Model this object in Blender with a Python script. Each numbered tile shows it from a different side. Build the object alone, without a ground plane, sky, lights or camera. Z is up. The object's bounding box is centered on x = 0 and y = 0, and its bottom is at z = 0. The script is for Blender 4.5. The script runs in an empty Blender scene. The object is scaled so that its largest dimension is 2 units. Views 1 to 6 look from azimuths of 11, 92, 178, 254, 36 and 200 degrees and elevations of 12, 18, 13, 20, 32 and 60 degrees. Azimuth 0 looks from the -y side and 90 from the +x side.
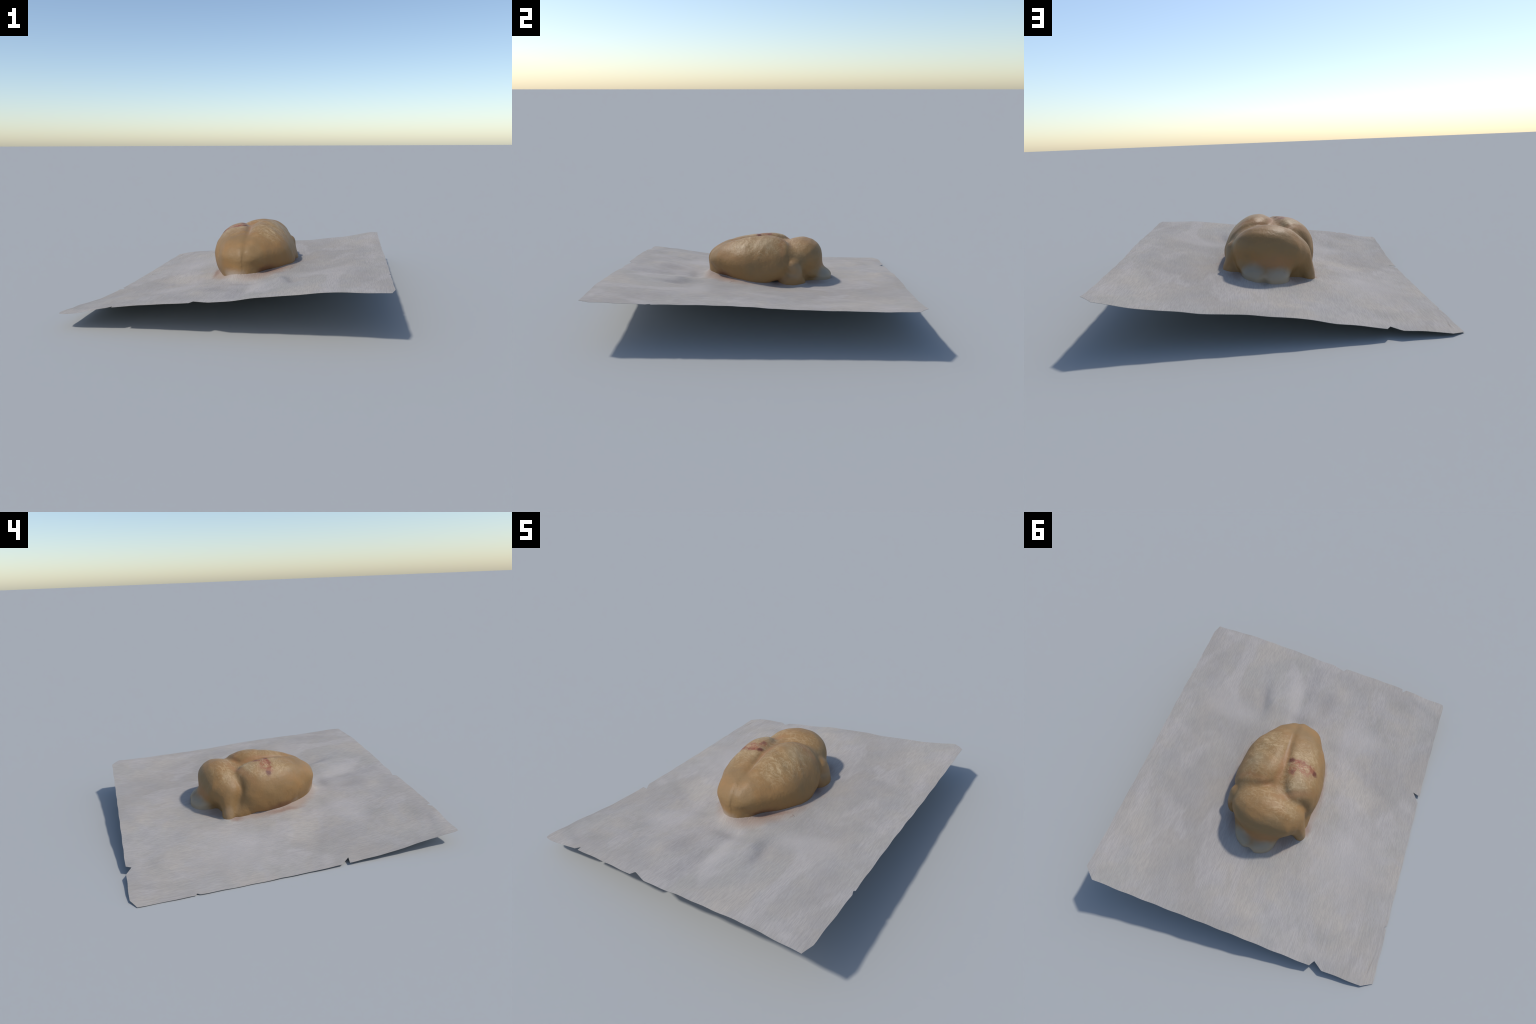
"""A bird's brain (two hemispheres, cerebellum, flocculi, brainstem) lying on a
slightly crumpled, tilted sheet of crepe paper towel."""
import bpy, math
import numpy as np
from mathutils import Matrix, Vector
from mathutils.geometry import delaunay_2d_cdt

rng = np.random.default_rng(7)


# ----------------------------------------------------------------------------
# paper towel: a height field over a torn rectangle
# ----------------------------------------------------------------------------
# heights along the four edges (position along the edge, z)
EDGE_FRONT = [(-.863, .092), (-.79, .092), (-.63, .135), (-.45, .159), (-.27, .177), (-.115, .194), (-.027, .198),
              (.03, .205), (.146, .228), (.306, .249), (.46, .269), (.576, .283), (.69, .286), (.8, .289), (.865, .294)]
EDGE_BACK = [(-.863, .004), (-.8, .016), (-.7, .028), (-.575, .040), (-.5, .050), (-.37, .073), (-.24, .090), (-.13, .117),
             (-.03, .131), (.12, .148), (.21, .156), (.32, .162), (.42, .178), (.5, .190), (.63, .202), (.74, .226), (.8, .243), (.865, .255)]
EDGE_LEFT = [(-1, .092), (-.79, .071), (-.57, .037), (-.5, .028), (-.41, .022), (-.25, .014), (-.05, .008), (.15, .005),
             (.34, .003), (.64, .002), (.79, .001), (1, .004)]
EDGE_RIGHT = [(-1, .294), (-.94, .291), (-.79, .285), (-.65, .281), (-.5, .280), (-.3, .277), (-.07, .273), (.14, .260),
              (.26, .256), (.45, .252), (.65, .250), (.84, .248), (1, .255)]

# folds and dimples of the sheet: x, y, half-lengths along/across, turn (deg), height
FOLDS = [
    (.20, -.68, .024, .22, -18, .006),      # long fold running to the front edge
    (.255, -.53, .030, .09, -5, .010),
    (.335, -.55, .036, .10, 8, -.018),      # hollow right of the fold
    (-.71, -.90, .16, .028, -22, -.004),    # crease that sets off the curled corner
    (.06, -.46, .13, .05, 5, -.013),
    (.15, -.37, .06, .05, 10, -.014),
    (-.20, -.34, .07, .06, 0, -.007),
    (-.27, -.20, .05, .08, 0, -.007),
    (.02, .58, .08, .05, 0, -.004),
    (-.47, .29, .14, .10, 0, .005),
    (-.34, .48, .08, .08, 0, .004),
    (-.82, -.35, .05, .16, 0, .005),
    (.70, -.27, .07, .10, 0, .004),
    (.28, -.52, .03, .06, 0, .004),
    (.52, -.20, .10, .12, 0, -.003),
    (.12, .57, .12, .08, 0, -.004),
    (.36, .52, .10, .10, 0, -.004),
    (-.46, -.18, .12, .10, 0, -.005),
    (-.64, -.36, .10, .12, 0, -.003),
    (.64, -.54, .10, .10, 0, .004),
    (.71, .25, .08, .14, 0, .004),
    (.78, .82, .08, .10, 0, .005),
    (-.55, .75, .22, .18, 0, .003),
    (.24, .90, .12, .07, 0, .003),
    (-.07, -.64, .040, .14, -22, -.009),
    (-.22, -.60, .035, .12, -30, .006),
    (.735, -.68, .05, .10, 0, -.004),
    (.09, -.66, .060, .26, 0, -.022),       # valley that runs from the brain to the front edge
    (.13, -.80, .12, .14, 0, -.006),
    (.02, -.42, .08, .05, 0, -.010),
    (.24, -.24, .07, .06, 40, -.010),
    (.42, -.13, .12, .26, 8, -.022),        # the sheet sags under the brain's weight
    (.36, -.42, .11, .13, 0, -.016),
    (.50, .55, .14, .20, 0, -.015),
    (.35, .18, .10, .14, 0, -.013),
    (-.55, -.15, .12, .12, 0, -.016),
    (-.40, -.30, .14, .14, 0, -.018),
    (-.46, -.58, .10, .12, 30, -.014),
    (-.60, -.78, .08, .12, -30, -.015),
    (-.15, -.25, .14, .14, 0, -.010),
    (-.13, -.72, .09, .10, 0, .012),
    (.70, -.45, .10, .26, 0, .016),
    (.70, .13, .08, .18, 0, .014),
    (.74, .60, .08, .12, 0, .009),
    (-.30, .56, .12, .12, 0, .013),
    (-.40, .40, .20, .10, 0, .009),
    (-.52, .77, .10, .08, 0, .012),
    (-.23, .78, .09, .08, 0, .012),
    (-.08, .88, .10, .06, 0, .011),
]


def along(table, t):
    """smooth interpolation of an edge table"""
    k = np.array(table)
    s = np.zeros_like(t)
    for d in (-.05, -.025, 0, .025, .05):
        s += np.interp(t + d, k[:, 0], k[:, 1])
    return s / 5


def sheet(x, y):
    """height of the bare paper (Coons patch between the edges, plus folds)"""
    x = np.asarray(x, float)
    y = np.asarray(y, float)
    s = np.clip((x + .863) / 1.728, 0, 1)
    t = np.clip((y + 1) / 2, 0, 1)
    f, b = along(EDGE_FRONT, x), along(EDGE_BACK, x)
    l, r = along(EDGE_LEFT, y), along(EDGE_RIGHT, y)
    c = [(along(e, np.array([v]))[0]) for e, v in ((EDGE_FRONT, -.863), (EDGE_FRONT, .865), (EDGE_BACK, -.863), (EDGE_BACK, .865))]
    z = (1 - t) * f + t * b + (1 - s) * l + s * r - ((1 - t) * ((1 - s) * c[0] + s * c[1]) + t * ((1 - s) * c[2] + s * c[3]))
    for fx, fy, a, bb, ang, h in FOLDS:
        ca, sa = math.cos(math.radians(ang)), math.sin(math.radians(ang))
        u, v = ca * (x - fx) + sa * (y - fy), -sa * (x - fx) + ca * (y - fy)
        z = z + h * np.exp(-(u / a) ** 2 - (v / bb) ** 2)
    # faint cockling
    z = z + .0030 * np.clip((.863 - np.abs(x)) / .06, 0, 1) * np.clip((1 - np.abs(y)) / .06, 0, 1)
    z = z + .0016 * np.sin(9 * x + 3 * y + 1) * np.sin(7 * y - 4 * x) + .0010 * np.sin(23 * x + 11 * np.sin(3 * y)) * np.sin(15 * y + 2)
    return z


# ----------------------------------------------------------------------------
# brain: lobes are soft unions of ellipsoids
# (centre, radii, turn about x, y, z in radians)
# ----------------------------------------------------------------------------
# each lobe: centre, radii, turn about x, y, z (radians), and how its radius
# swells or shrinks with direction (u, v, w along its own axes)
RIGHT_HEMISPHERE = ((.101, -.048, .312), (.087, .324, .184), (.147, -.772, -.263), dict(
    uv=.113, uw=-.128, vw=.028, uuu=.272, vvv=-.124, www=-.150, uuv=.047, uuw=.059, uvv=.093, vvw=.042,
    uww=.021, vww=.152, uvw=-.048, vvvv=-.134, uuvv=.004, vvww=.021))
LEFT_HEMISPHERE = ((-.119, -.064, .274), (.104, .360, .177), (.073, .386, .245), dict(
    uv=-.067, uw=.108, vw=-.017, uuu=-.171, vvv=-.051, www=-.050, uuv=-.063, uuw=.132, uvv=.063, vvw=.041,
    uww=.191, vww=.121, uvw=-.028, vvvv=-.203, uuvv=-.080, vvww=.110))
CEREBELLUM = ((.022, .280, .263), (.215, .192, .144), (-.001, .030, -.003), dict(
    uv=-.012, uw=.061, vw=.023, uuu=-.085, vvv=-.077, www=.175, uuv=-.108, uuw=.069, uvv=.011, vvw=-.056,
    uww=.015, vww=.162, uvw=.010, vvvv=-.058, uuvv=-.129, vvww=.099))
BRAINSTEM = ((.035, .361, .195), (.151, .102, .064), (-.217, -.169, -.164), dict(
    uv=-.134, uw=.044, vw=-.075, uuu=.073, vvv=.303, www=.029, uuv=-.050, uuw=.072, uvv=-.061, vvw=-.083,
    uww=-.024, vww=.015, uvw=-.007, vvvv=.248, uuvv=.089, vvww=.010))
LEFT_FLOCCULUS = ((-.196, .300, .190), (.040, .042, .125), (.102, .240, 0), dict(uww=.1, w=-.12))
RIGHT_FLOCCULUS = ((.226, .236, .290), (.034, .036, .038), (0, 0, 0), {})
RIGHT_FLOCCULUS_TIP = ((.236, .262, .245), (.026, .036, .046), (.2, -.1, 0), {})
FRONT_BASE = ((-.015, -.140, .26), (.135, .230, .070), (0, 0, 0), {})
CORE = ((0, .12, .20), (.19, .26, .14), (0, 0, 0), {})
RIGHT_FILL = ((.140, .215, .175), (.095, .110, .105), (0, 0, 0), {})
FOLD_FILL = ((.224, .228, .174), (.058, .092, .068), (0, 0, 0), {})
LEFT_FOLD = ((-.188, .205, .125), (.050, .080, .060), (0, 0, 0), {})
LEFT_FILL = ((-.115, .245, .150), (.095, .095, .090), (0, 0, 0), {})
# local swellings: centre, reach, amount
LUMPS = [((.205, -.10, .33), .10, .018), ((.14, .06, .43), .07, .003), ((-.10, .30, .38), .06, .005), ((.12, .33, .36), .06, .004),
         ((.02, .40, .30), .06, -.004), ((-.16, .12, .40), .05, .003), ((-.20, -.05, .36), .08, -.004),
         ((-.085, .155, .365), .045, .014), ((-.20, .20, .29), .05, .003), ((.16, .20, .33), .05, .006), ((-.145, .385, .300), .055, .017),
         ((-.185, -.24, .275), .065, -.006), ((.07, -.33, .325), .05, -.006)]
SADDLE = ((-.014, .085, .332), (.075, .175, .080), (0, 0, 0), {})
NOTCH = ((.050, .525, .140), (.018, .030, .034), (.5, 0, -.25), {})


def turn(a):
    cx, cy, cz = np.cos(a)
    sx, sy, sz = np.sin(a)
    return (np.array([[cz, -sz, 0], [sz, cz, 0], [0, 0, 1]]) @ np.array([[cy, 0, sy], [0, 1, 0], [-sy, 0, cy]])
            @ np.array([[1, 0, 0], [0, cx, -sx], [0, sx, cx]]))


def soft_min(a, b, k):
    h = np.maximum(k - np.abs(a - b), 0) / k
    return np.minimum(a, b) - h * h * k / 4


def lobe(P, spec):
    """signed distance (about) to an ellipsoid whose radius swells with direction"""
    centre, radii, angles, swell = spec
    L = (P - np.array(centre)) @ turn(np.array(angles, float))
    r = np.array(radii)
    k0 = np.linalg.norm(L / r, axis=-1) + 1e-9
    k1 = np.linalg.norm(L / r ** 2, axis=-1) + 1e-9
    d = dict(zip("uvw", np.moveaxis(L / r / k0[..., None], -1, 0)))
    m = 1 + sum(c * np.prod([d[q] for q in term], axis=0) for term, c in swell.items())
    return k0 * (k0 / m - 1) / k1


def lobes(P):
    footed = np.concatenate([P[..., :2], np.maximum(P[..., 2:], sheet(P[..., 0], P[..., 1])[..., None] + .03)], -1)
    column = np.concatenate([P[..., :2], np.maximum(P[..., 2:], FRONT_BASE[0][2])], -1)
    fr = soft_min(lobe(P, RIGHT_FLOCCULUS), lobe(P, RIGHT_FLOCCULUS_TIP), .03)
    # the front of the hemispheres is tucked in below
    x, y, z = np.moveaxis(P, -1, 0)
    low = np.clip(.33 - z, 0, .2)
    tuck = np.clip((-.06 - y) / .2, 0, 1) * low ** 2 / (low + .05)
    T = np.stack([x * (1 + np.where(x > 0, 2.1, 0) * tuck), y - np.where(x > 0, .6, .28) * tuck, z], -1)
    fill = soft_min(soft_min(lobe(P, CORE), lobe(P, RIGHT_FILL), .05), lobe(P, LEFT_FILL), .05)
    fill = soft_min(soft_min(fill, lobe(P, FOLD_FILL), .03), lobe(P, LEFT_FOLD), .03)
    return [lobe(T, RIGHT_HEMISPHERE), lobe(T, LEFT_HEMISPHERE), lobe(P, CEREBELLUM), lobe(footed, BRAINSTEM),
            lobe(P, LEFT_FLOCCULUS), fr, soft_min(lobe(column, FRONT_BASE), fill, .08)]


def brain_sdf(P):
    hr, hl, cb, md, fl, fr, base = lobes(P)
    d = soft_min(hr, hl, .022)
    # the long groove between the hemispheres, running down the front
    x, y, z = np.moveaxis(P, -1, 0)
    off = x - np.interp(y, [-.36, -.27, -.19, -.05, .08], [.012, .008, .003, -.010, -.020])
    d = d + .0045 * np.exp(-(off / .020) ** 2) * np.clip((z - .26) / .08, 0, 1) * np.clip((.02 - y) / .1, 0, 1)
    d = soft_min(d, base, .05)
    d = soft_min(d, lobe(P, SADDLE), .03)
    md = -soft_min(-md, lobe(P, NOTCH), .03)
    hind = soft_min(cb, md, .035)
    hind = soft_min(hind, fl, .065)
    hind = soft_min(hind, fr, .03)
    d = soft_min(d, hind, .03)
    for centre, reach, amount in LUMPS:
        d = d - amount * np.exp(-((P - np.array(centre)) ** 2).sum(-1) / reach ** 2)
    return d


def clipped_sdf(P):
    """brain cut off just inside the thickness of the paper"""
    return np.maximum(brain_sdf(P), sheet(P[..., 0], P[..., 1]) - .0012 - P[..., 2])


def surface_nets(f, lo, hi, step):
    """polygonise f = 0: one vertex per crossed cell, one quad per crossed edge"""
    n = [int(round((hi[i] - lo[i]) / step)) + 1 for i in range(3)]
    ax = [lo[i] + step * np.arange(n[i]) for i in range(3)]
    F = np.empty(n)
    for i in range(n[0]):
        G = np.stack(np.meshgrid(ax[0][i:i + 1], ax[1], ax[2], indexing="ij"), -1)
        F[i] = f(G)[0]
    ins = F < 0
    count = np.zeros([m - 1 for m in n], int)
    acc = np.zeros([m - 1 for m in n] + [3])
    cnt = np.zeros([m - 1 for m in n])
    corner = [(i, j, k) for i in (0, 1) for j in (0, 1) for k in (0, 1)]
    sl = lambda c: tuple(slice(c[i], n[i] - 1 + c[i]) for i in range(3))
    for c in corner:
        count += ins[sl(c)]
        for axn in range(3):
            if c[axn]:
                continue
            e = list(c)
            e[axn] = 1
            a, b = F[sl(c)], F[sl(e)]
            cr = (a < 0) != (b < 0)
            t = np.where(cr, a / np.where(cr, a - b, 1), 0)
            for q in range(3):
                acc[..., q] += np.where(cr, c[q] + (t if q == axn else 0), 0)
            cnt += cr
    cell = cnt > 0
    idx = -np.ones(cell.shape, int)
    idx[cell] = np.arange(cell.sum())
    V = np.argwhere(cell) + acc[cell] / cnt[cell][:, None]
    V = np.array(lo) + V * step
    quads = []
    for axn in range(3):
        u, v = (axn + 1) % 3, (axn + 2) % 3
        s0 = [slice(1, n[i] - 1) for i in range(3)]
        s1 = list(s0)
        s0[axn] = slice(0, n[axn] - 1)
        s1[axn] = slice(1, n[axn])
        a, b = ins[tuple(s0)], ins[tuple(s1)]
        for flip, m in ((False, a & ~b), (True, b & ~a)):
            p = np.argwhere(m)
            for q in range(3):
                if q != axn:
                    p[:, q] += 1
            du, dv = np.zeros(3, int), np.zeros(3, int)
            du[u] = 1
            dv[v] = 1
            ring = [p, p - du, p - du - dv, p - dv]
            if flip:
                ring = ring[::-1]
            # ring runs clockwise seen from +axis
            quads.append(np.stack([idx[tuple(r.T)] for r in ring], 1))
    return V, np.concatenate(quads)


def gradient(f, P, h=1e-3):
    g = np.stack([f(P + h * e) - f(P - h * e) for e in np.eye(3)], -1)
    return g / (np.linalg.norm(g, axis=-1, keepdims=True) + 1e-12)


# ----------------------------------------------------------------------------
# shader helpers
# ----------------------------------------------------------------------------
class Nodes:
    def __init__(self, name):
        self.mat = bpy.data.materials.new(name)
        self.mat.use_nodes = True
        self.t = self.mat.node_tree
        self.bsdf = self.t.nodes["Principled BSDF"]
        self.obj = self.t.nodes.new("ShaderNodeTexCoord").outputs["Object"]

    def put(self, socket, v):
        if isinstance(v, bpy.types.NodeSocket):
            self.t.links.new(v, socket)
        elif v is not None:
            socket.default_value = v

    def math(self, op, a, b=None, c=None, clamp=False):
        n = self.t.nodes.new("ShaderNodeMath")
        n.operation = op
        n.use_clamp = clamp
        for i, v in enumerate((a, b, c)):
            self.put(n.inputs[i], v)
        return n.outputs[0]

    def mapped(self, loc=(0, 0, 0), rot=(0, 0, 0), scale=(1, 1, 1), vec=None, kind="POINT"):
        n = self.t.nodes.new("ShaderNodeMapping")
        n.vector_type = kind
        self.put(n.inputs["Vector"], vec or self.obj)
        n.inputs["Location"].default_value = loc
        n.inputs["Rotation"].default_value = rot
        n.inputs["Scale"].default_value = scale
        return n.outputs[0]

    def noise(self, scale, detail=3, rough=.5, dist=0, vec=None):
        n = self.t.nodes.new("ShaderNodeTexNoise")
        self.put(n.inputs["Vector"], vec or self.obj)
        n.inputs["Scale"].default_value = scale
        n.inputs["Detail"].default_value = detail
        n.inputs["Roughness"].default_value = rough
        n.inputs["Distortion"].default_value = dist
        return n.outputs[0]

    def ramp(self, v, lo, hi, a=0., b=1.):
        n = self.t.nodes.new("ShaderNodeMapRange")
        n.interpolation_type = "SMOOTHSTEP"
        self.put(n.inputs[0], v)
        for i, x in enumerate((lo, hi, a, b)):
            n.inputs[i + 1].default_value = x
        return n.outputs[0]

    def mix(self, f, a, b, mode="MIX"):
        n = self.t.nodes.new("ShaderNodeMix")
        n.data_type = "RGBA"
        n.blend_type = mode
        self.put(n.inputs[0], f)
        for s, v in ((n.inputs[6], a), (n.inputs[7], b)):
            if isinstance(v, tuple):
                v = (*v, 1) if len(v) == 3 else v
            self.put(s, v)
        return n.outputs[2]

    def vmath(self, op, a, b=None):
        n = self.t.nodes.new("ShaderNodeVectorMath")
        n.operation = op
        self.put(n.inputs[0], a)
        if b is not None:
            self.put(n.inputs[1], b)
        return n.outputs["Value"] if op in ("LENGTH", "DOT_PRODUCT", "DISTANCE") else n.outputs[0]

    def wobble(self, scale, amount):
        """object coordinates pushed about by noise, to fray the masks"""
        n = self.t.nodes.new("ShaderNodeTexNoise")
        self.put(n.inputs["Vector"], self.obj)
        n.inputs["Scale"].default_value = scale
        n.inputs["Detail"].default_value = 3
        d = self.vmath("SUBTRACT", n.outputs["Color"], (.5, .5, .5))
        return self.vmath("ADD", self.obj, self.vmath("MULTIPLY", d, (amount,) * 3))

    def blob(self, centre, radii, vec, inner=.5, outer=1.2, rot=(0, 0, 0)):
        """1 inside an ellipsoid, fading to 0 outside"""
        m = self.mapped(centre, rot, radii, vec, "TEXTURE")
        return self.ramp(self.vmath("LENGTH", m), inner, outer, 1, 0)

    def any(self, *masks):
        r = masks[0]
        for m in masks[1:]:
            r = self.math("MAXIMUM", r, m)
        return r

    def bump(self, height, strength, distance):
        n = self.t.nodes.new("ShaderNodeBump")
        n.inputs["Strength"].default_value = strength
        n.inputs["Distance"].default_value = distance
        self.put(n.inputs["Height"], height)
        self.put(self.bsdf.inputs["Normal"], n.outputs[0])


def paper_material():
    m = Nodes("crepe_paper")
    crepe = m.noise(1, 3, .55, .3, m.mapped(scale=(185, 17, 60)))
    fibre = m.noise(1, 2, .5, .2, m.mapped(scale=(320, 60, 100)))
    cloud = m.noise(3.2, 4, .55, .6)
    cloud2 = m.noise(7, 3, .5, .4, m.mapped(loc=(5, 3, 1)))
    col = m.mix(m.ramp(cloud, .35, .65), (.435, .388, .335), (.392, .362, .322))
    col = m.mix(m.ramp(cloud2, .42, .66, 0, .5), col, (.41, .38, .36))
    taupe = m.noise(2.1, 3, .5, .8, m.mapped(loc=(2, 7, 0), scale=(1.2, .8, 1)))
    col = m.mix(m.ramp(taupe, .44, .66, 0, .40), col, (.320, .290, .262))
    lilac = m.noise(3.4, 3, .5, .8, m.mapped(loc=(9, 1, 0), scale=(1.5, .7, 1)))
    col = m.mix(m.ramp(lilac, .48, .66, 0, .6), col, (.460, .418, .385))
    col = m.mix(m.ramp(crepe, .40, .62, 0, .30), col, (.28, .255, .235))
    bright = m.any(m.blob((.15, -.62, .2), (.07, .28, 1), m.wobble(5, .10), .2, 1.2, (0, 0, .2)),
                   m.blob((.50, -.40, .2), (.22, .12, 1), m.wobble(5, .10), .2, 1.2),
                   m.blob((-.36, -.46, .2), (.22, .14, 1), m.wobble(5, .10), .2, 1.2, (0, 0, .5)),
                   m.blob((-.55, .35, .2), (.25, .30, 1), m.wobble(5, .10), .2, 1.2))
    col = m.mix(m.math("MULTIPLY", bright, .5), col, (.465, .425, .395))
    dull = m.any(m.blob((.33, -.54, .2), (.05, .12, 1), m.wobble(6, .08), .2, 1.2, (0, 0, .15)),  # shading of the hollows and corner crease, darkened into the paper colour
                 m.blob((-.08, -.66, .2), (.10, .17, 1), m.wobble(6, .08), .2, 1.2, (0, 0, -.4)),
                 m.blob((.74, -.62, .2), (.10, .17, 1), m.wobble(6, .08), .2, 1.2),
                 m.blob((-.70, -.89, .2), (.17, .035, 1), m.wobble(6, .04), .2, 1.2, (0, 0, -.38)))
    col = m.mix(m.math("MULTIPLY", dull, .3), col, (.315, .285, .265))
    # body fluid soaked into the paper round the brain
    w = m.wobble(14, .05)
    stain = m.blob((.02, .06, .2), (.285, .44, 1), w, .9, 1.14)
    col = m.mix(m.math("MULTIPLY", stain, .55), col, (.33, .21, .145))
    red = m.any(m.blob((.175, -.225, .19), (.13, .022, 1), w, .3, 1.2, (0, 0, .72)),
                m.blob((-.235, -.08, .15), (.022, .14, 1), w, .2, 1.3, (0, 0, .15)),
                m.blob((-.24, .26, .13), (.03, .05, 1), w, .2, 1.3), m.blob((.26, .18, .19), (.03, .09, 1), w, .2, 1.3))
    col = m.mix(m.math("MULTIPLY", red, .45), col, (.23, .12, .08))
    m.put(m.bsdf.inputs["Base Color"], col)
    m.bsdf.inputs["Roughness"].default_value = .95
    m.bsdf.inputs["Specular IOR Level"].default_value = .15
    m.bump(m.math("ADD", crepe, m.math("MULTIPLY", fibre, .4)), .55, .004)
    return m.mat


def brain_material():
    m = Nodes("brain_tissue")
    w = m.wobble(9, .05)
    wf = m.wobble(20, .045)
    patchy = m.ramp(m.noise(38, 4, .6, .8), .36, .6)
    n1 = m.noise(5, 4, .55, .5)
    col = m.mix(m.ramp(n1, .35, .68), (.310, .168, .062), (.262, .158, .066))
    # paler cap of the lobes, with pale wandering flecks and lines
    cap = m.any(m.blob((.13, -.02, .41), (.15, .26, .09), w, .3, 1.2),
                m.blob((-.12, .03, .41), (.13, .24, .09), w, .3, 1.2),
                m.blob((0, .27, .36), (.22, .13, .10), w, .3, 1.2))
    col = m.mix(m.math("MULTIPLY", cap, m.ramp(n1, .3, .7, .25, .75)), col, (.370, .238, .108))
    fleck = m.noise(21, 4, .62, 1.6, m.mapped(scale=(.8, 1.3, 1)))
    pale_line = m.math("ABSOLUTE", m.math("SUBTRACT", m.noise(13, 3, .6, 1.2), .5))
    squig = m.ramp(pale_line, .0, .05, 1, 0)
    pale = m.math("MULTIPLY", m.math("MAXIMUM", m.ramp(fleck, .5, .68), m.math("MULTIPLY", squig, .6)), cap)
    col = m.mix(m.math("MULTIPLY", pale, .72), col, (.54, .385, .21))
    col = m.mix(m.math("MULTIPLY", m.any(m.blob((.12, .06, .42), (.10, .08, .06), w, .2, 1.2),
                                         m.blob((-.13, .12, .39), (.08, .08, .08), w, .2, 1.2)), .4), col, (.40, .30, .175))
    # ruddy grooves
    groove = m.any(m.blob((-.005, .02, .40), (.028, .17, .09), w, .2, 1.1),
                   m.blob((.11, .165, .38), (.17, .035, .10), w, .2, 1.1, (0, 0, -.1)),
                   m.blob((-.12, .195, .34), (.17, .035, .16), w, .2, 1.1, (0, 0, .55)),
                   m.blob((0, .43, .24), (.15, .05, .06), w, .3, 1.2))
    col = m.mix(m.math("MULTIPLY", groove, .5), col, (.37, .165, .068))
    # pale membrane along the right lip of the long groove
    lip = m.blob((.004, -.085, .41), (.008, .15, .05), m.wobble(14, .012), .3, 1.1, (0, 0, .088))
    col = m.mix(m.math("MULTIPLY", lip, .3), col, (.46, .34, .24))
    # bruise with dark clots on the left hemisphere
    bruise = m.any(m.blob((-.11, .01, .43), (.085, .05, .10), wf, .2, 1.2),
                   m.blob((-.165, .035, .42), (.06, .055, .10), wf, .2, 1.2))
    col = m.mix(m.math("MULTIPLY", m.math("MULTIPLY", bruise, m.ramp(patchy, 0, 1, .4, 1)), .42), col, (.33, .155, .095))
    streak = m.any(m.blob((-.105, -.010, .43), (.065, .019, .10), wf, .3, 1.1, (0, 0, -.10)),
                   m.blob((-.178, .000, .40), (.040, .030, .10), wf, .3, 1.1, (0, 0, -.5)))
    clot = m.any(m.blob((-.052, -.012, .432), (.023, .023, .05), wf, .4, 1.2),
                 m.blob((-.204, .012, .385), (.016, .023, .06), wf, .4, 1.2))
    vessel = m.ramp(m.math("ABSOLUTE", m.math("SUBTRACT", m.noise(26, 3, .6, .8), .5)), .015, .06, 1, 0)
    wide = m.any(m.blob((-.13, .012, .43), (.095, .05, .10), wf, .5, 1.15), m.blob((-.08, .06, .43), (.04, .04, .06), wf, .4, 1.2))
    col = m.mix(m.math("MULTIPLY", m.math("MULTIPLY", wide, vessel), .7), col, (.29, .080, .042))
    col = m.mix(m.math("MULTIPLY", m.math("MULTIPLY", streak, m.ramp(patchy, 0, 1, .3, 1)), .85), col, (.235, .060, .030))
    col = m.mix(m.math("MULTIPLY", clot, .85), col, (.105, .020, .014))
    speck = m.blob((-.076, .064, .43), (.024, .021, .05), wf, .1, 1.3)
    col = m.mix(m.math("MULTIPLY", speck, .75), col, (.16, .048, .034))
    # white matter of the brainstem
    white = m.any(m.blob((-.02, .47, .15), (.11, .10, .075), w, .55, 1.25),
                  m.blob((.11, .45, .17), (.08, .10, .075), w, .55, 1.25),
                  m.blob((.05, .49, .15), (.07, .09, .055), w, .55, 1.25))
    col = m.mix(m.math("MULTIPLY", white, .8), col, (.330, .280, .210))
    flocc = m.any(m.blob((.25, .25, .26), (.04, .06, .07), w, .5, 1.1), m.blob((-.24, .31, .15), (.05, .05, .07), w, .5, 1.1))
    col = m.mix(m.math("MULTIPLY", flocc, .25), col, (.42, .32, .22))
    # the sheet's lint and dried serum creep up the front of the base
    pale_foot = m.any(m.blob((-.06, -.37, .15), (.12, .10, .075), w, .3, 1.15), m.blob((-.20, -.22, .13), (.05, .10, .05), w, .3, 1.15))
    col = m.mix(m.math("MULTIPLY", pale_foot, .75), col, (.40, .335, .27))
    # undercut shade tinted dark red-brown, where the lobes meet the sheet
    foot = m.any(m.blob((.16, -.25, .19), (.15, .09, .045), w, .4, 1.1), m.blob((-.20, -.05, .15), (.07, .14, .04), w, .4, 1.1),
                 m.blob((.20, .14, .20), (.08, .10, .06), w, .4, 1.1))
    col = m.mix(m.math("MULTIPLY", foot, .45), col, (.16, .06, .04))
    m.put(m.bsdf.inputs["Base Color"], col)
    m.bsdf.inputs["Roughness"].default_value = .5
    m.bsdf.inputs["Specular IOR Level"].default_value = .3
    m.bump(m.math("ADD", m.math("MULTIPLY", fleck, .6), m.math("ADD", m.noise(60, 3, .5), m.noise(22, 2, .5))), .32, .005)
    return m.mat


# ----------------------------------------------------------------------------
# build
# ----------------------------------------------------------------------------
def thing(name, label, category, where=(0, 0, 0)):
    o = bpy.data.objects.new(name, None)
    o.empty_display_size = .1
    bpy.context.scene.collection.objects.link(o)
    o.location = where
    o["label"], o["category"] = label, category
    return o


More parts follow.
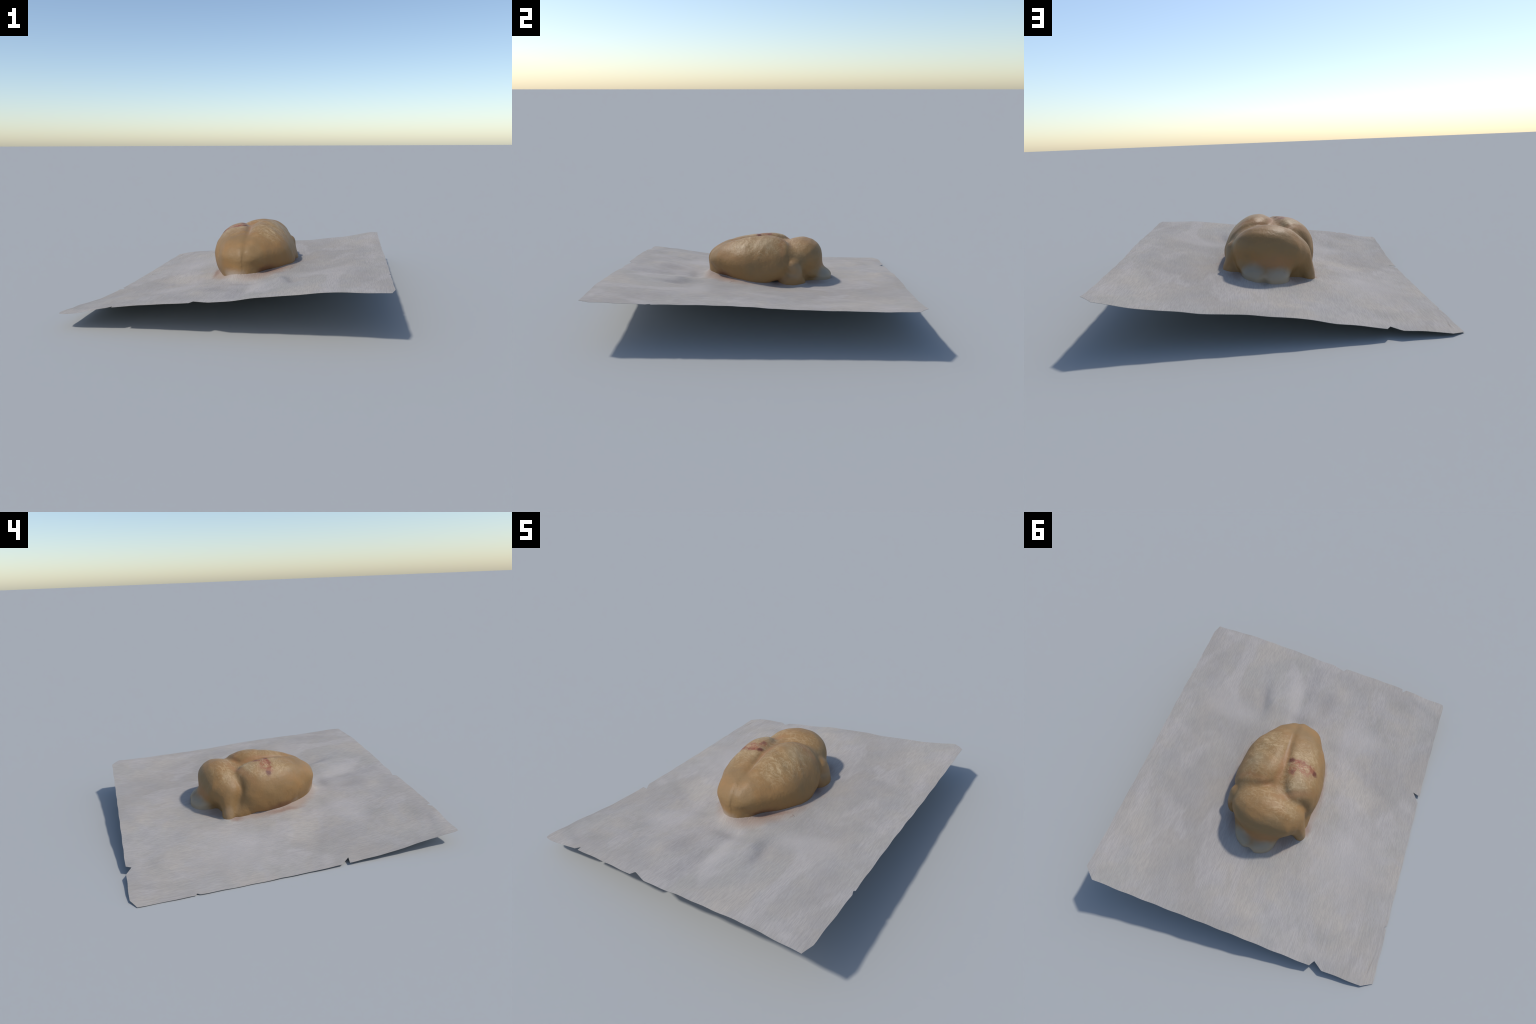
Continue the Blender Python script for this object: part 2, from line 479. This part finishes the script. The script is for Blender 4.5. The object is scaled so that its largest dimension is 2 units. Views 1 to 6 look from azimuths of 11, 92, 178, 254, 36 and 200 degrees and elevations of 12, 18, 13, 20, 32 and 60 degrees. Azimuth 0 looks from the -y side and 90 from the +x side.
def mesh_object(name, verts, faces, material, parent):
    me = bpy.data.meshes.new(name)
    me.from_pydata([tuple(v) for v in verts], [], [tuple(int(i) for i in f) for f in faces])
    me.materials.append(material)
    me.polygons.foreach_set("use_smooth", [True] * len(me.polygons))
    o = bpy.data.objects.new(name, me)
    bpy.context.scene.collection.objects.link(o)
    o.parent = parent
    if parent is not None:
        o.matrix_parent_inverse = Matrix.Translation(parent.location).inverted()
    return o


def skirt(x, y):
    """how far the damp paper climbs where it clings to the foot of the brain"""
    z = sheet(x, y)
    d = np.maximum(brain_sdf(np.stack([x, y, z + .01], -1)), 0)
    front = np.exp(-((x + .05) / .16) ** 2 - ((y + .40) / .12) ** 2)
    return .012 * np.exp(-d / .016) + .024 * front * np.exp(-d / .022)


SLIT = ((-.835, .800), (-.805, .960))


def slit(x, y):
    """a short sharp crease near one corner"""
    t = (y - SLIT[0][1]) / (SLIT[1][1] - SLIT[0][1])
    off = x - (SLIT[0][0] + t * (SLIT[1][0] - SLIT[0][0]))
    return -.005 * np.exp(-(off / .0035) ** 2) * np.clip(4 * t * (1 - t), 0, 1)


def build_fibre(paper):
    """a stray reddish fibre lying on the sheet"""
    t = np.linspace(0, 1, 12)
    x = .277 + .010 * np.sin(3 * t) - .004 * np.sin(7 * t)
    y = -.165 - .032 * t
    z = sheet(x, y) + skirt(x, y) + .004 + .006 * np.sin(math.pi * t)
    verts, faces = [], []
    for i in range(12):
        r = .0011 * (1 - .6 * abs(2 * t[i] - 1))
        verts += [(x[i] + r * math.cos(a), y[i], z[i] + r * math.sin(a)) for a in (0, 2.09, 4.19)]
    for i in range(11):
        faces += [(3 * i + k, 3 * i + (k + 1) % 3, 3 * i + 3 + (k + 1) % 3, 3 * i + 3 + k) for k in range(3)]
    m = Nodes("fibre")
    m.put(m.bsdf.inputs["Base Color"], m.mix(m.noise(60), (.22, .075, .045), (.30, .14, .09)))
    mesh_object("fibre", verts, faces, m.mat, paper)


def build_paper():
    outline = [(-.868, -.968), (-.861, -.990), (-.843, -.995), (-.585, -.994), (-.562, -.968), (-.555, -.995), (-.135, -.999),
               (-.121, -.975), (-.035, -.998), (.3, -.999), (.6, -.999), (.850, -.999), (.866, -.938), (.867, -.612), (.859, -.588), (.867, -.580),
               (.865, -.2), (.864, .3), (.864, .94), (.800, .999), (.3, .998), (-.2, .998), (-.498, .998), (-.520, .966), (-.571, .999),
               (-.800, 1.0), (-.860, .965), (-.862, .655), (-.850, .645), (-.861, .628), (-.863, .2), (-.863, -.208), (-.817, -.267),
               (-.863, -.258), (-.865, -.6)]
    ring = []
    for (x0, y0), (x1, y1) in zip(outline, outline[1:] + outline[:1]):
        n = max(1, int(math.hypot(x1 - x0, y1 - y0) / .02))
        ring += [(x0 + (x1 - x0) * i / n, y0 + (y1 - y0) * i / n) for i in range(n)]
    # a very slight raggedness of the torn edge
    ring = [(x + .0012 * math.sin(37 * y + 5 * x), y + .0012 * math.sin(41 * x)) for x, y in ring]
    R = np.array(ring)
    pts = [Vector(p) for p in ring]
    step = .0135
    gx, gy = np.meshgrid(np.arange(-.85, .86, step), np.arange(-.99, .99, step))
    gx = gx + step / 2 * (np.arange(gx.shape[0]) % 2)[:, None]
    for p in np.stack([gx.ravel(), gy.ravel()], -1):
        if np.min(np.abs(R - p).max(1)) > step * .7:
            pts.append(Vector(p))
    # finer where the paper clings to the brain and along the sharp crease at the corner
    fx, fy = np.meshgrid(np.arange(-.34, .36, .0055), np.arange(-.46, .60, .0055))
    F = np.stack([fx.ravel(), fy.ravel()], -1)
    d = brain_sdf(np.column_stack([F, sheet(F[:, 0], F[:, 1]) + .01]))
    pts += [Vector(p + rng.uniform(-.0006, .0006, 2)) for p in F[np.abs(d) < .05]]
    for t in np.linspace(0, 1, 45):
        for w in (-.009, -.005, -.002, .001, .004, .008):
            pts.append(Vector((SLIT[0][0] + t * (SLIT[1][0] - SLIT[0][0]) + w, SLIT[0][1] + t * (SLIT[1][1] - SLIT[0][1]) + w * .3)))
    n = len(ring)
    out = delaunay_2d_cdt(pts, [(i, (i + 1) % n) for i in range(n)], [], 1, 1e-6)
    P = np.array([v[:] for v in out[0]])
    z = sheet(P[:, 0], P[:, 1]) + slit(P[:, 0], P[:, 1])
    near = (np.abs(P[:, 0]) < .45) & (np.abs(P[:, 1] - .05) < .65)
    z[near] += skirt(P[near, 0], P[near, 1])
    thick = .0014
    z -= z.min() - thick
    top = np.column_stack([P, z])
    count = {}
    for f in out[2]:
        for i, j in zip(f, list(f[1:]) + [f[0]]):
            count[(i, j)] = 1
    rim = [(i, j) for i, j in count if (j, i) not in count]
    N = len(top)
    edge = sorted({i for e in rim for i in e})
    at = {v: 2 * N + q for q, v in enumerate(edge)}
    E = len(edge)
    down = np.array([0, 0, thick])
    verts = np.concatenate([top, top - down, top[edge], top[edge] - down])
    faces = [list(f) for f in out[2]] + [[i + N for i in f[::-1]] for f in out[2]]
    faces += [[at[j], at[i], at[i] + E, at[j] + E] for i, j in rim]
    o = mesh_object("paper_towel", verts, faces, paper_material(), None)
    o["label"] = "crumpled grey white crepe paper towel sheet"
    o["category"] = "paper towel"
    return o


def build_brain():
    brain = thing("bird_brain", "smooth ochre bird brain with bruised left hemisphere", "animal brain", (0, .06, .165))
    V, Q = surface_nets(clipped_sdf, (-.32, -.46, .07), (.34, .60, .50), .0055)
    top = V[:, 2] > sheet(V[:, 0], V[:, 1]) + .004
    for _ in range(4):
        P = V[top]
        g = gradient(brain_sdf, P)
        V[top] = P - g * np.clip(brain_sdf(P), -.004, .004)[:, None] * .8
    # soft lumps of the tissue
    N = gradient(brain_sdf, V)
    x, y, zz = V.T
    lumps = (np.sin(31 * x + 5 * np.sin(17 * y)) * np.sin(27 * y + 3 * np.sin(23 * zz)) + .6 * np.sin(55 * x + 40 * y) * np.sin(60 * zz + 21 * y))
    planes = np.sin(14 * x + 3 * np.sin(9 * y) + 1) * np.sin(15 * y + 2 * np.sin(11 * zz)) * np.cos(12 * zz + 5 * x)
    V = V + N * ((.0011 * lumps + .0028 * planes) * top)[:, None]
    whole = bpy.data.meshes.new("whole")
    whole.from_pydata(V.tolist(), [], Q.tolist())
    if sum(p.normal.dot(Vector(N[p.vertices[0]])) for p in list(whole.polygons)[::97]) < 0:
        Q = Q[:, ::-1]
        whole.clear_geometry()
        whole.from_pydata(V.tolist(), [], Q.tolist())
    normals = np.array([v.normal[:] for v in whole.vertices])
    C = V[Q].mean(1)
    D = np.stack(lobes(C), 1)
    D[:, 3] -= .004
    kind = D[:, :6].argmin(1)
    base = D.argmin(1) == 6
    kind[base] = np.where(C[base, 0] > 0, 0, 1)
    mat = brain_material()
    for k, name in enumerate(("cerebral_hemisphere", "cerebral_hemisphere", "cerebellum", "brainstem", "flocculus", "flocculus")):
        q = Q[kind == k]
        used, inv = np.unique(q, return_inverse=True)
        o = mesh_object(name, V[used], inv.reshape(q.shape), mat, brain)
        o.data.normals_split_custom_set_from_vertices([tuple(v) for v in normals[used]])
    bpy.data.meshes.remove(whole)
    return brain


build_fibre(build_paper())
build_brain()
